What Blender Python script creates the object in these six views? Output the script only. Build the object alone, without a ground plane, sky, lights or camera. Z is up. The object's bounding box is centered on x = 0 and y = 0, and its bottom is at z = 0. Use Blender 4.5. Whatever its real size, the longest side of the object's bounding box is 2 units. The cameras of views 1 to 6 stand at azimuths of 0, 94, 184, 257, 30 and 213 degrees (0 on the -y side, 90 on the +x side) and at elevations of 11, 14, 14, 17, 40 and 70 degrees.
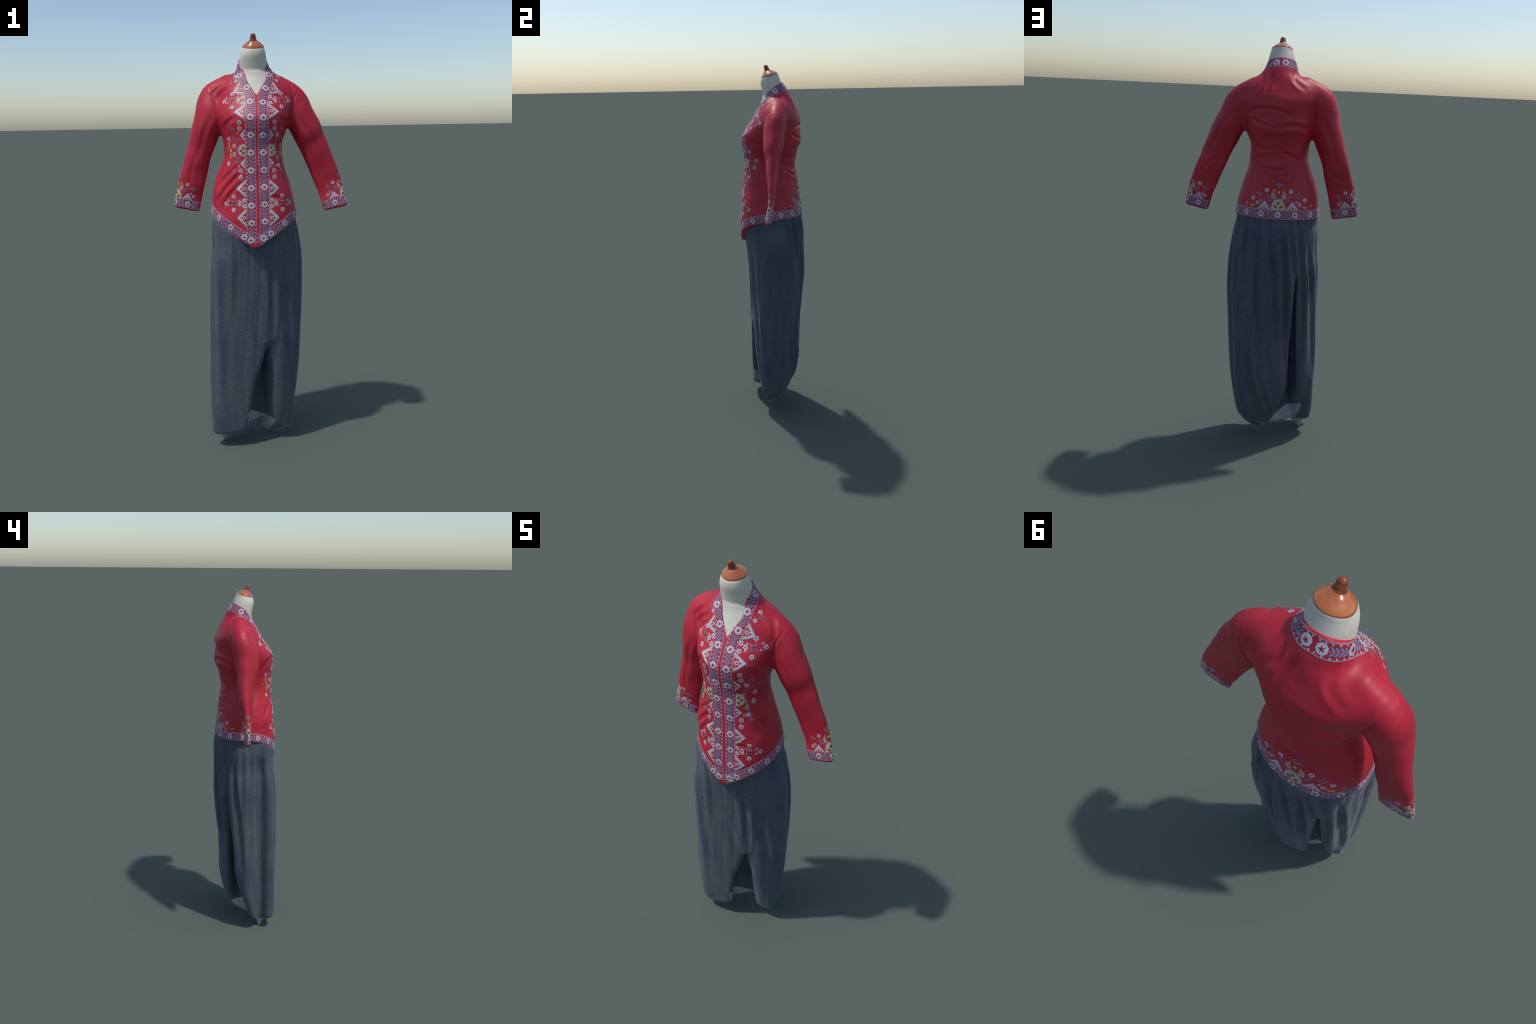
"""Dress form in a red embroidered kebaya jacket and blue-grey trousers.
Cloth volumes are described by section tables (lofted implicit forms), polygonised,
creased, split into garment parts, then embroidered with raised thread motifs."""
import bpy, bmesh, math, random
import numpy as np
from mathutils import Vector
from mathutils.bvhtree import BVHTree

random.seed(7)
RNG = np.random.default_rng(7)
for o in list(bpy.data.objects):
    bpy.data.objects.remove(o, do_unlink=True)

# ------------------------------------------------------------------ helpers
def catmull(pts, n):
    """Dense centripetal-free Catmull-Rom through control rows, n samples per span."""
    p = np.asarray(pts, float)
    p = np.vstack([2 * p[0] - p[1], p, 2 * p[-1] - p[-2]])
    out = []
    for i in range(1, len(p) - 2):
        a, b, c, d = p[i - 1], p[i], p[i + 1], p[i + 2]
        for t in np.linspace(0, 1, n, endpoint=False):
            out.append(0.5 * (2 * b + (c - a) * t + (2 * a - 5 * b + 4 * c - d) * t * t
                              + (3 * b - a - 3 * c + d) * t ** 3))
    out.append(p[-2])
    return np.array(out)

def smoothstep(a, b, x):
    t = np.clip((x - a) / (b - a), 0, 1)
    return t * t * (3 - 2 * t)

def smin(a, b, k):
    h = np.clip(0.5 + 0.5 * (b - a) / k, 0, 1)
    return b * (1 - h) + a * h - k * h * (1 - h)

def smax(a, b, k):
    return -smin(-a, -b, k)

class Loft:
    """Stack of superelliptic sections: rows (z, x_left, x_right, y_front, y_back)."""
    def __init__(self, rows, n=2.3, cy=None, shear=0.0, corner=None, slope=None):
        rows = sorted(rows)
        d = catmull(rows, 12)
        o = np.argsort(d[:, 0])
        self.t = d[o]
        self.n, self.cy, self.shear, self.corner = n, cy, shear, corner
        self.slope = slope

    def __call__(self, P, grow=0.0):
        z = P[:, 2]
        g = lambda k: np.interp(z, self.t[:, 0], self.t[:, k])
        xl, xr, yf, yb = g(1), g(2), g(3), g(4)
        cx = (xl + xr) / 2
        cy = (yf + yb) / 2 if self.cy is None else yf + (yb - yf) * self.cy
        dx, dy = P[:, 0] - cx, P[:, 1] - cy
        if self.slope:                        # front and back faces slope across the width
            kf, kb = self.slope
            lim = np.clip(dx, (xl - xr) / 2, (xr - xl) / 2)
            yf, yb = yf + kf(z) * lim, yb + kb(z) * lim
        ax = (xr - xl) / 2 + grow
        ay = np.where(dy < 0, cy - yf, yb - cy) + grow
        if self.shear:
            dy = dy - self.shear * dx
            ay = np.where(dy < 0, cy - yf, yb - cy) + grow
        n = self.n
        for (ux, uy), ex in self.corner or ():   # squarer / rounder corners: (unit direction, extra exponent)
            c = (dx / ax * ux + dy / ay * uy) / (np.sqrt((dx / ax) ** 2 + (dy / ay) ** 2) + 1e-6)
            n = n + (ex(z) if callable(ex) else ex) * smoothstep(0.3, 0.95, c)
        rho = ((np.abs(dx) / ax) ** n + (np.abs(dy) / ay) ** n) ** (1 / n) + 1e-6
        r = np.sqrt(dx * dx + dy * dy) + 1e-6
        return np.where(rho > 0.15, r * (1 - 1 / rho), -np.minimum(ax, ay) * (1 - rho))

class Tube:
    """Flattened tube on a spine: rows (x, y, z, half_width, half_depth)."""
    def __init__(self, rows, seg=5):
        self.s = catmull(rows, seg)

    def __call__(self, P):
        best = np.full(len(P), 1e3)
        for a, b in zip(self.s[:-1], self.s[1:]):
            d = b[:3] - a[:3]
            L = np.linalg.norm(d)
            d = d / L
            q = P - a[:3]
            t = np.clip(q @ d / L, 0, 1)
            w = np.cross(d, [0, 1, 0]); w /= np.linalg.norm(w)
            v = np.cross(w, d)
            tw = a[5] if len(a) > 5 else 0.0        # turn of the flat sleeve about its spine
            w, v = math.cos(tw) * w - math.sin(tw) * v, math.sin(tw) * w + math.cos(tw) * v
            q2 = q - np.outer(t * L, d)
            hw = a[3] + (b[3] - a[3]) * t
            hd = a[4] + (b[4] - a[4]) * t
            e1, e2, e3 = q2 @ w, q2 @ v, q2 @ d
            rho = np.sqrt((e1 / hw) ** 2 + (e2 / hd) ** 2 + (e3 / hd) ** 2) + 1e-6
            r = np.sqrt(e1 * e1 + e2 * e2 + e3 * e3) + 1e-6
            f = np.where(rho > 0.15, r * (1 - 1 / rho), -np.minimum(hw, hd) * (1 - rho))
            best = np.minimum(best, f)
        return best

def polygonise(f, lo, hi, h, project=3):
    """Surface nets of an implicit form f(P)<0 on a regular lattice."""
    lo, hi = np.array(lo, float), np.array(hi, float)
    blk = 8
    n = (np.ceil((hi - lo) / h / blk).astype(int)) * blk
    nb = n // blk
    V = np.empty(n)
    bi = np.stack(np.meshgrid(*[np.arange(k) for k in nb], indexing='ij'), -1).reshape(-1, 3)
    mid = f(lo + h * (bi * blk + (blk - 1) / 2))
    Vb = V.reshape(nb[0], blk, nb[1], blk, nb[2], blk)
    near = np.abs(mid) < h * blk * 0.87 * 2.0           # only refine blocks by the surface
    Vb[bi[:, 0], :, bi[:, 1], :, bi[:, 2], :] = np.sign(mid)[:, None, None, None]
    lo3 = np.stack(np.meshgrid(*[np.arange(blk)] * 3, indexing='ij'), -1).reshape(-1, 3)
    act = bi[near]
    for k0 in range(0, len(act), 600):
        c = act[k0:k0 + 600]
        P = lo + h * (c[:, None, :] * blk + lo3[None])
        Vb[c[:, 0], :, c[:, 1], :, c[:, 2], :] = f(P.reshape(-1, 3)).reshape(len(c), blk, blk, blk)
    S = V < 0
    c = [(i, j, k) for i in (0, 1) for j in (0, 1) for k in (0, 1)]
    m = n - 1
    cnt = sum(S[i:i + m[0], j:j + m[1], k:k + m[2]].astype(int) for i, j, k in c)
    act = (cnt > 0) & (cnt < 8)
    idx = -np.ones(m, int)
    cells = np.argwhere(act)
    idx[act] = np.arange(len(cells))
    acc = np.zeros((len(cells), 3)); num = np.zeros(len(cells))
    for a in c:
        for axn in range(3):
            if a[axn]:
                continue
            b = list(a); b[axn] = 1
            va = V[cells[:, 0] + a[0], cells[:, 1] + a[1], cells[:, 2] + a[2]]
            vb = V[cells[:, 0] + b[0], cells[:, 1] + b[1], cells[:, 2] + b[2]]
            cr = (va < 0) != (vb < 0)
            t = np.where(cr, va / np.where(cr, va - vb, 1), 0)
            p = np.tile(np.array(a, float), (len(cells), 1))
            p[:, axn] = t
            acc += p * cr[:, None]; num += cr
    verts = lo + h * (cells + acc / num[:, None])
    faces = []
    for axn in range(3):
        u, w = (axn + 1) % 3, (axn + 2) % 3
        sa = [slice(None)] * 3; sb = [slice(None)] * 3
        sa[axn] = slice(0, -1); sb[axn] = slice(1, None)
        A, B = S[tuple(sa)], S[tuple(sb)]
        e = np.argwhere(A != B)
        e = e[(e[:, u] > 0) & (e[:, w] > 0) & (e[:, u] < m[u]) & (e[:, w] < m[w])]
        q = []
        for du, dw in ((1, 1), (0, 1), (0, 0), (1, 0)):
            cc = e.copy(); cc[:, u] -= du; cc[:, w] -= dw
            q.append(idx[cc[:, 0], cc[:, 1], cc[:, 2]])
        q = np.stack(q, 1)
        flip = ~A[e[:, 0], e[:, 1], e[:, 2]]
        q[flip] = q[flip][:, ::-1]
        faces.append(q)
    faces = np.concatenate(faces)
    for _ in range(project):
        v0 = f(verts); g = np.zeros_like(verts); e = h * 0.3
        for k in range(3):
            d = np.zeros(3); d[k] = e
            g[:, k] = (f(verts + d) - f(verts - d)) / (2 * e)
        gl = np.maximum((g ** 2).sum(1), 0.2)
        step = np.clip(v0 / gl, -h * 0.5, h * 0.5)
        verts = verts - g * step[:, None]
        verts = relax(verts, faces, 0.25)
    return verts, faces

def relax(v, f, a, it=1):
    for _ in range(it):
        s = np.zeros_like(v); c = np.zeros(len(v))
        for i in range(4):
            j = f[:, (i + 1) % 4]
            np.add.at(s, f[:, i], v[j]); np.add.at(c, f[:, i], 1)
            np.add.at(s, j, v[f[:, i]]); np.add.at(c, j, 1)
        v = v * (1 - a) + a * s / np.maximum(c, 1)[:, None]
    return v

def vnormals(v, f):
    n = np.zeros_like(v)
    fn = np.cross(v[f[:, 2]] - v[f[:, 0]], v[f[:, 3]] - v[f[:, 1]])
    for i in range(4):
        np.add.at(n, f[:, i], fn)
    return n / np.maximum(np.linalg.norm(n, axis=1), 1e-9)[:, None]

def noise1(x, seed, octaves=3):
    r = np.random.default_rng(seed)
    out = np.zeros_like(x)
    for o in range(octaves):
        out += np.sin(x * (2 ** o) + r.uniform(0, 6.28)) / (1.7 ** o)
    return out

ROOT = bpy.data.objects.new("dressed_mannequin", None)
bpy.context.scene.collection.objects.link(ROOT)
ROOT["label"] = "dress form in red embroidered blouse and dark baggy trousers"
ROOT["category"] = "dressed mannequin"

def add_object(name, mesh, parent=ROOT, kind=None):
    o = bpy.data.objects.new(name, mesh)
    bpy.context.scene.collection.objects.link(o)
    o.parent = parent
    if kind:
        o["kind"] = kind
    return o

def part_from(name, v, f, n, mask, mat, parent=ROOT):
    """Region of a bigger smooth surface, keeping the whole surface's normals."""
    ff = f[mask]
    used = np.unique(ff)
    mp = -np.ones(len(v), int); mp[used] = np.arange(len(used))
    me = bpy.data.meshes.new(name)
    me.from_pydata(v[used].tolist(), [], mp[ff].tolist())
    me.polygons.foreach_set("use_smooth", [True] * len(me.polygons))
    me.materials.append(mat)
    me.update()
    me.normals_split_custom_set_from_vertices([tuple(x) for x in n[used]])
    return add_object(name, me, parent)

# ------------------------------------------------------------------ materials
def new_mat(name):
    m = bpy.data.materials.new(name); m.use_nodes = True
    nt = m.node_tree
    return m, nt, nt.nodes["Principled BSDF"]

def cloth(name, base, dark, light, rough, sheen, scale, bump, stretch=(1, 1, 1), spec=0.5, grain=None):
    m, nt, b = new_mat(name)
    N = nt.nodes.new; L = nt.links.new
    tc = N("ShaderNodeTexCoord")
    mp = N("ShaderNodeMapping"); mp.inputs["Scale"].default_value = stretch
    L(tc.outputs["Object"], mp.inputs["Vector"])
    n1 = N("ShaderNodeTexNoise"); n1.inputs["Scale"].default_value = scale
    n1.inputs["Detail"].default_value = 4
    L(mp.outputs[0], n1.inputs["Vector"])
    r = N("ShaderNodeValToRGB")
    r.color_ramp.elements[0].position = 0.3; r.color_ramp.elements[0].color = (*dark, 1)
    r.color_ramp.elements[1].position = 0.72; r.color_ramp.elements[1].color = (*light, 1)
    e = r.color_ramp.elements.new(0.5); e.color = (*base, 1)
    L(n1.outputs["Fac"], r.inputs[0])
    col = r.outputs[0]
    if grain:
        n2 = N("ShaderNodeTexNoise"); n2.inputs["Scale"].default_value = grain
        n2.inputs["Detail"].default_value = 2
        L(tc.outputs["Object"], n2.inputs["Vector"])
        r2 = N("ShaderNodeValToRGB")
        r2.color_ramp.elements[0].position = 0.36; r2.color_ramp.elements[0].color = (0.62, 0.64, 0.68, 1)
        r2.color_ramp.elements[1].position = 0.62; r2.color_ramp.elements[1].color = (1.0, 1.0, 1.0, 1)
        L(n2.outputs["Fac"], r2.inputs[0])
        mx = N("ShaderNodeMix"); mx.data_type = 'RGBA'; mx.blend_type = 'MULTIPLY'
        mx.inputs[0].default_value = 0.75
        L(col, mx.inputs[6]); L(r2.outputs[0], mx.inputs[7])
        col = mx.outputs[2]
    L(col, b.inputs["Base Color"])
    b.inputs["Roughness"].default_value = rough
    b.inputs["Specular IOR Level"].default_value = spec
    b.inputs["Sheen Weight"].default_value = sheen
    b.inputs["Sheen Roughness"].default_value = 0.4
    if bump:
        n3 = N("ShaderNodeTexNoise"); n3.inputs["Scale"].default_value = 420
        L(mp.outputs[0], n3.inputs["Vector"])
        bp = N("ShaderNodeBump"); bp.inputs["Strength"].default_value = bump
        bp.inputs["Distance"].default_value = 0.0015
        L(n3.outputs["Fac"], bp.inputs["Height"]); L(bp.outputs[0], b.inputs["Normal"])
    return m

def thread(name, a, b_, rough=0.55):
    m, nt, b = new_mat(name)
    N = nt.nodes.new; L = nt.links.new
    tc = N("ShaderNodeTexCoord")
    n1 = N("ShaderNodeTexNoise"); n1.inputs["Scale"].default_value = 420
    n1.inputs["Detail"].default_value = 2
    L(tc.outputs["Object"], n1.inputs["Vector"])
    r = N("ShaderNodeValToRGB")
    r.color_ramp.elements[0].position = 0.35; r.color_ramp.elements[0].color = (*a, 1)
    r.color_ramp.elements[1].position = 0.65; r.color_ramp.elements[1].color = (*b_, 1)
    L(n1.outputs["Fac"], r.inputs[0]); L(r.outputs[0], b.inputs["Base Color"])
    b.inputs["Roughness"].default_value = rough
    return m

RED = cloth("red_satin", (0.44, 0.014, 0.034), (0.39, 0.011, 0.029), (0.49, 0.018, 0.040), 0.50, 0.0, 9, 0.06, spec=0.42)
BANDRED = cloth("band_red", (0.33, 0.016, 0.036), (0.25, 0.012, 0.03), (0.38, 0.02, 0.042), 0.5, 0.1, 60, 0.1)
DENIM = cloth("blue_grey_cloth", (0.088, 0.102, 0.128), (0.068, 0.085, 0.113), (0.108, 0.113, 0.132), 0.8, 0.12, 14, 0.25,
              stretch=(1, 1, 0.35), spec=0.25, grain=130)
IVORY = cloth("ivory_cloth", (0.62, 0.59, 0.49), (0.58, 0.55, 0.44), (0.66, 0.63, 0.54), 0.6, 0.1, 12, 0.1)
GREY = cloth("grey_lining", (0.26, 0.27, 0.28), (0.2, 0.21, 0.22), (0.33, 0.34, 0.35), 0.6, 0.0, 25, 0.1)
WOOD, nt, b = new_mat("lacquered_wood")
tc = nt.nodes.new("ShaderNodeTexCoord")
mp = nt.nodes.new("ShaderNodeMapping"); mp.inputs["Scale"].default_value = (1, 1, 6)
nz = nt.nodes.new("ShaderNodeTexNoise"); nz.inputs["Scale"].default_value = 14; nz.inputs["Detail"].default_value = 3
rp = nt.nodes.new("ShaderNodeValToRGB")
rp.color_ramp.elements[0].position = 0.3; rp.color_ramp.elements[0].color = (0.36, 0.095, 0.030, 1)
rp.color_ramp.elements[1].position = 0.7; rp.color_ramp.elements[1].color = (0.52, 0.165, 0.055, 1)
nt.links.new(tc.outputs["Object"], mp.inputs[0]); nt.links.new(mp.outputs[0], nz.inputs["Vector"])
nt.links.new(nz.outputs["Fac"], rp.inputs[0]); nt.links.new(rp.outputs[0], b.inputs["Base Color"])
b.inputs["Roughness"].default_value = 0.18
b.inputs["Coat Weight"].default_value = 0.5; b.inputs["Coat Roughness"].default_value = 0.08
KNOB = thread("dark_lacquer", (0.20, 0.048, 0.022), (0.27, 0.07, 0.03), 0.25)

WHITE = thread("white_thread", (0.47, 0.40, 0.44), (0.60, 0.53, 0.57))
LILAC = thread("lilac_thread", (0.24, 0.15, 0.30), (0.38, 0.28, 0.46))
BLUE = thread("blue_thread", (0.10, 0.17, 0.33), (0.20, 0.29, 0.48))
YELLOW = thread("yellow_thread", (0.46, 0.37, 0.10), (0.58, 0.48, 0.18))
PINK = thread("pink_thread", (0.58, 0.34, 0.36), (0.70, 0.48, 0.46))
BROWN = thread("brown_thread", (0.22, 0.07, 0.05), (0.33, 0.12, 0.08))
MAROON = thread("maroon_thread", (0.10, 0.010, 0.018), (0.18, 0.016, 0.03))

# ------------------------------------------------------------------ jacket form
torso = Loft([
    (0.95, -.255, .188, -.178, .176), (1.05, -.250, .180, -.175, .176),
    (1.10, -.246, .176, -.172, .175), (1.16, -.242, .171, -.171, .172),
    (1.22, -.234, .162, -.164, .165), (1.28, -.229, .150, -.160, .157),
    (1.34, -.212, .132, -.154, .150), (1.40, -.188, .114, -.151, .143),
    (1.45, -.171, .107, -.150, .133), (1.50, -.173, .107, -.151, .142),
    (1.54, -.182, .122, -.154, .150), (1.58, -.190, .134, -.160, .167),
    (1.62, -.197, .146, -.158, .166), (1.66, -.206, .156, -.134, .163),
    (1.71, -.216, .166, -.102, .165), (1.75, -.214, .162, -.078, .150),
    (1.78, -.190, .136, -.062, .136), (1.805, -.150, .100, -.050, .124),
    (1.83, -.113, .066, -.042, .112), (1.86, -.099, .044, -.040, .097),
    (1.905, -.090, .038, -.046, .068), (1.95, -.085, .032, -.045, .050)], n=2.15, cy=0.52, shear=-.05,
    corner=[((.7, -.7), lambda z: .7 * smoothstep(1.5, 1.38, z) - .35 * smoothstep(1.65, 1.72, z)),
            ((-.7, -.7), lambda z: -.35 * smoothstep(1.65, 1.72, z))])
arm_minus = Tube([(-.140, .052, 1.762, .060, .052, .2), (-.208, .050, 1.706, .079, .062, .3),
                  (-.236, .032, 1.625, .077, .066, .45), (-.263, .034, 1.545, .073, .054, .5), (-.290, .046, 1.470, .067, .043, .35),
                  (-.313, .052, 1.390, .065, .036, .2), (-.340, .053, 1.290, .066, .023, .1),
                  (-.360, .053, 1.195, .0635, .012, .05), (-.366, .053, 1.12, .063, .011, .05)])
arm_plus = Tube([(.085, .042, 1.752, .060, .054), (.153, .038, 1.696, .072, .058),
                 (.190, .030, 1.625, .073, .058), (.226, .025, 1.555, .073, .050), (.250, .025, 1.50, .070, .038),
                 (.275, .022, 1.445, .068, .031), (.316, .021, 1.345, .066, .020),
                 (.341, .017, 1.275, .064, .015), (.364, .004, 1.195, .059, .013), (.385, -.002, 1.12, .058, .012)])

def hem_height(x, y):
    front = 1.010 + 0.70 * np.sqrt((x + .027) ** 2 + 0.008 ** 2)
    return front + (1.170 - front) * smoothstep(-.09, .07, y)

def neck_height(x, y):
    dx = np.abs(x + .0125)
    vee = 1.716 + 1.55 * dx + 6 * np.maximum(dx - .038, 0) ** 1.5
    ring = 1.862 + 0.63 * y
    return vee + (ring - vee) * smoothstep(-.05, .0, y)

def jacket(P):
    x, y, z = P.T
    body = smax(torso(P), hem_height(x, y) - z, 0.008)
    am = smax(arm_minus(P), (P - [-.36, .047, 1.176]) @ np.array([-.18, 0, -.984]), .016)
    ap = smax(arm_plus(P), (P - [.362, .0, 1.178]) @ np.array([.22, 0, -.975]), .016)
    f = smin(body, smin(am, ap, .005), .022)
    neck = z - neck_height(x, y)
    return np.maximum(f, np.where(z > 1.69, neck * 0.7, -1.0))

JV, JF = polygonise(jacket, (-.46, -.225, .98), (.46, .215, 1.94), 0.0045)

calm = (smoothstep(1.22, 1.27, JV[:, 2]) * smoothstep(.10, .16, np.abs(JV[:, 0] + .025)))[:, None]
for _ in range(8):
    JV = JV * (1 - calm) + relax(JV, JF, .5) * calm

# cloth creases: (side, path of (a, z), width, depth); side f/b use x, l/r use y
def crease_field(v, n, creases):
    d = np.zeros(len(v))
    axis = {'f': (0, 1, -1), 'b': (0, 1, 1), 'l': (1, 0, -1), 'r': (1, 0, 1)}
    for side, path, w, depth in creases:
        ca, na, sg = axis[side]
        p = catmull(path, 6)
        q = np.stack([v[:, ca], v[:, 2]], 1)
        best = np.full(len(v), 1e3); tt = np.zeros(len(v))
        for i, (a, b) in enumerate(zip(p[:-1], p[1:])):
            ab = b - a
            t = np.clip(((q - a) @ ab) / (ab @ ab + 1e-12), 0, 1)
            r = np.linalg.norm(q - a - t[:, None] * ab, axis=1)
            m = r < best
            best[m] = r[m]; tt[m] = (i + t[m]) / (len(p) - 1)
        taper = np.sin(np.pi * np.clip(tt * 0.96 + .02, 0, 1)) ** 0.6
        face = smoothstep(0.15, 0.55, n[:, na] * sg)
        u = best / w
        d += face * taper * depth * (-np.exp(-u * u) + 0.55 * np.exp(-((u - 1.7) / 0.8) ** 2))
    return d

JCREASES = [
    # back: drag lines across the shoulder blades and waist
    ('b', [(.110, 1.650), (.05, 1.672), (-.04, 1.668), (-.09, 1.64)], .010, .004),
    ('b', [(.105, 1.64), (.06, 1.612), (.0, 1.596)], .009, .004),
    ('b', [(-.01, 1.580), (-.075, 1.602), (-.135, 1.60), (-.165, 1.58)], .011, .007),
    ('b', [(-.045, 1.485), (-.10, 1.463), (-.14, 1.43)], .009, .005),
    ('b', [(.075, 1.43), (.035, 1.403), (-.04, 1.398), (-.125, 1.42)], .009, .0055),
    ('b', [(-.01, 1.362), (-.055, 1.335), (-.12, 1.343)], .008, .004),
    ('b', [(.055, 1.335), (.01, 1.315), (-.03, 1.318)], .007, .003),
    ('b', [(.085, 1.50), (.03, 1.49), (-.03, 1.50)], .010, .003),
    ('b', [(.045, 1.83), (.05, 1.79), (.085, 1.74)], .010, .004),
    ('b', [(.0, 1.83), (.02, 1.78), (.03, 1.72)], .012, .003),
    ('b', [(-.09, 1.84), (-.10, 1.80), (-.15, 1.76)], .010, .003),
    # front: pull lines from bust and armhole
    ('f', [(-.10, 1.40), (-.16, 1.345), (-.20, 1.29)], .008, .0045),
    ('f', [(-.085, 1.37), (-.15, 1.305), (-.205, 1.23)], .008, .005),
    ('f', [(-.09, 1.315), (-.14, 1.265), (-.18, 1.19)], .008, .004),
    ('f', [(-.15, 1.78), (-.19, 1.755), (-.225, 1.72)], .008, .004),
    ('f', [(-.12, 1.77), (-.17, 1.735), (-.195, 1.70)], .008, .003),
    ('f', [(-.105, 1.62), (-.15, 1.59), (-.17, 1.53)], .010, .004),
    ('f', [(.08, 1.62), (.11, 1.60), (.125, 1.56)], .010, .003),
    ('f', [(.12, 1.80), (.15, 1.76), (.165, 1.70)], .008, .003),
    ('f', [(.04, 1.26), (.09, 1.25), (.12, 1.235)], .007, .0025),
    # armhole seams
    ('f', [(-.235, 1.765), (-.215, 1.70), (-.20, 1.62), (-.19, 1.53)], .005, .003),
    ('b', [(-.235, 1.765), (-.205, 1.70), (-.19, 1.60), (-.185, 1.52)], .006, .004),
    ('f', [(.185, 1.745), (.165, 1.70), (.155, 1.64), (.135, 1.58)], .005, .003),
    ('b', [(.185, 1.745), (.165, 1.68), (.15, 1.60), (.135, 1.565)], .006, .003),
    # soft drape down the sleeves
    ('f', [(-.225, 1.63), (-.265, 1.54), (-.300, 1.42)], .012, .0032),
    ('f', [(-.300, 1.47), (-.330, 1.38), (-.350, 1.29)], .010, .0024),
    ('f', [(.185, 1.62), (.245, 1.52), (.290, 1.40)], .012, .0026),
    ('b', [(.205, 1.63), (.255, 1.55), (.300, 1.46)], .012, .0030),
    ('b', [(.255, 1.44), (.305, 1.40), (.345, 1.36)], .010, .0022),
    ('b', [(-.235, 1.64), (-.275, 1.55), (-.305, 1.44)], .012, .0030),
    ('b', [(-.285, 1.40), (-.325, 1.36), (-.370, 1.37)], .010, .0020),
    # princess seams
    ('b', [(.090, 1.56), (.082, 1.42), (.085, 1.28)], .0035, .0012),
    ('b', [(-.125, 1.50), (-.127, 1.38), (-.13, 1.25)], .0035, .0012),
]
n0 = vnormals(JV, JF)
lump = 0.0012 * np.sin(JV[:, 2] * 46 + 3 * JV[:, 0]) * np.sin(JV[:, 0] * 38 + JV[:, 1] * 31)
hemfade = smoothstep(0.0, 0.05, JV[:, 2] - hem_height(JV[:, 0], JV[:, 1]))
JV = JV + n0 * ((crease_field(JV, n0, JCREASES) + lump) * np.maximum(hemfade, 0.0))[:, None]
JN = vnormals(JV, JF)
fc = JV[JF].mean(1)
is_m = (fc[:, 0] < -.19) & (fc[:, 0] < -.225 + 0.17 * (1.70 - fc[:, 2]) ) & (fc[:, 2] > 1.14) & \
       (fc[:, 0] < np.interp(fc[:, 2], [1.15, 1.30, 1.40, 1.50, 1.60, 1.70, 1.80], [-.27, -.245, -.222, -.195, -.200, -.215, -.235]))
is_p = (fc[:, 0] > np.interp(fc[:, 2], [1.15, 1.30, 1.40, 1.50, 1.56, 1.60, 1.70, 1.80],
                             [.235, .195, .165, .142, .133, .140, .165, .190])) & (fc[:, 2] > 1.15)
bodice = part_from("bodice", JV, JF, JN, ~(is_m | is_p), RED)
sleeve_m = part_from("sleeve", JV, JF, JN, is_m, RED)
sleeve_p = part_from("sleeve.001", JV, JF, JN, is_p, RED)
BVH = BVHTree.FromPolygons([Vector(p) for p in JV], JF.tolist())

# ------------------------------------------------------------------ mannequin
neck = Loft([
    (1.60, -.150, .110, -.120, .10), (1.68, -.130, .100, -.098, .10), (1.74, -.100, .074, -.070, .09),
    (1.78, -.092, .055, -.050, .082), (1.82, -.092, .044, -.036, .080), (1.86, -.091, .039, -.042, .076),
    (1.895, -.087, .036, -.050, .066), (1.915, -.082, .032, -.050, .058), (1.94, -.073, .025, -.045, .048), (1.97, -.064, .018, -.038, .040)], n=2.1)
TILT = np.array([0, -.262, .965]); CAP0 = np.array([-.024, -.001, 1.938])
def form(P):
    a = np.maximum(neck(P), torso(P, -.0075))
    a = np.where(P[:, 2] > 1.80, neck(P), a)
    chest = np.maximum(torso(P, -.0075), np.maximum(np.abs(P[:, 0] + .02) - .10, P[:, 2] - 1.82))
    a = smin(a, chest, .02)
    return smax(np.maximum(a, 1.62 - P[:, 2]), (P - CAP0) @ TILT, .004)
MV, MF = polygonise(form, (-.2, -.2, 1.60), (.15, .15, 1.98), 0.0045)
part_from("mannequin_neck", MV, MF, vnormals(MV, MF), np.ones(len(MF), bool), IVORY)

def ring_loft(name, rows, mat, seg=48, parent=ROOT):
    """rows: (height, radius, shift_y) above the tilted cap plane."""
    bm = bmesh.new(); prev = None
    up = Vector(TILT).normalized(); ex = Vector((1, 0, 0)); ey = up.cross(ex)
    for h, r, sh in catmull(rows, 6):
        ring = [bm.verts.new(Vector(CAP0) + up * h + ex * (r * 1.04 * math.cos(a)) + ey * (sh + r * .97 * math.sin(a)))
                for a in (2 * math.pi * i / seg for i in range(seg))]
        if prev:
            for i in range(seg):
                bm.faces.new((prev[i], prev[(i + 1) % seg], ring[(i + 1) % seg], ring[i]))
        else:
            bm.faces.new(ring[::-1])
        prev = ring
    bm.faces.new(prev)
    for f in bm.faces: f.smooth = True
    me = bpy.data.meshes.new(name); bm.to_mesh(me); bm.free()
    me.materials.append(mat)
    return add_object(name, me, parent)

cap = ring_loft("wooden_cap", [(-.008, .0475, 0), (-.002, .0485, 0), (.002, .0485, 0), (.006, .0465, 0), (.013, .040, -.001),
                               (.020, .0315, -.002), (.027, .0225, -.003), (.034, .010, -.004)], WOOD)
ring_loft("finial_knob", [(.022, .024, -.003), (.028, .0185, -.004), (.034, .0155, -.005), (.042, .0135, -.005), (.050, .0122, -.006),
                          (.056, .0108, -.006), (.0605, .0075, -.007), (.0625, .0025, -.007)], KNOB, parent=cap)

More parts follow.
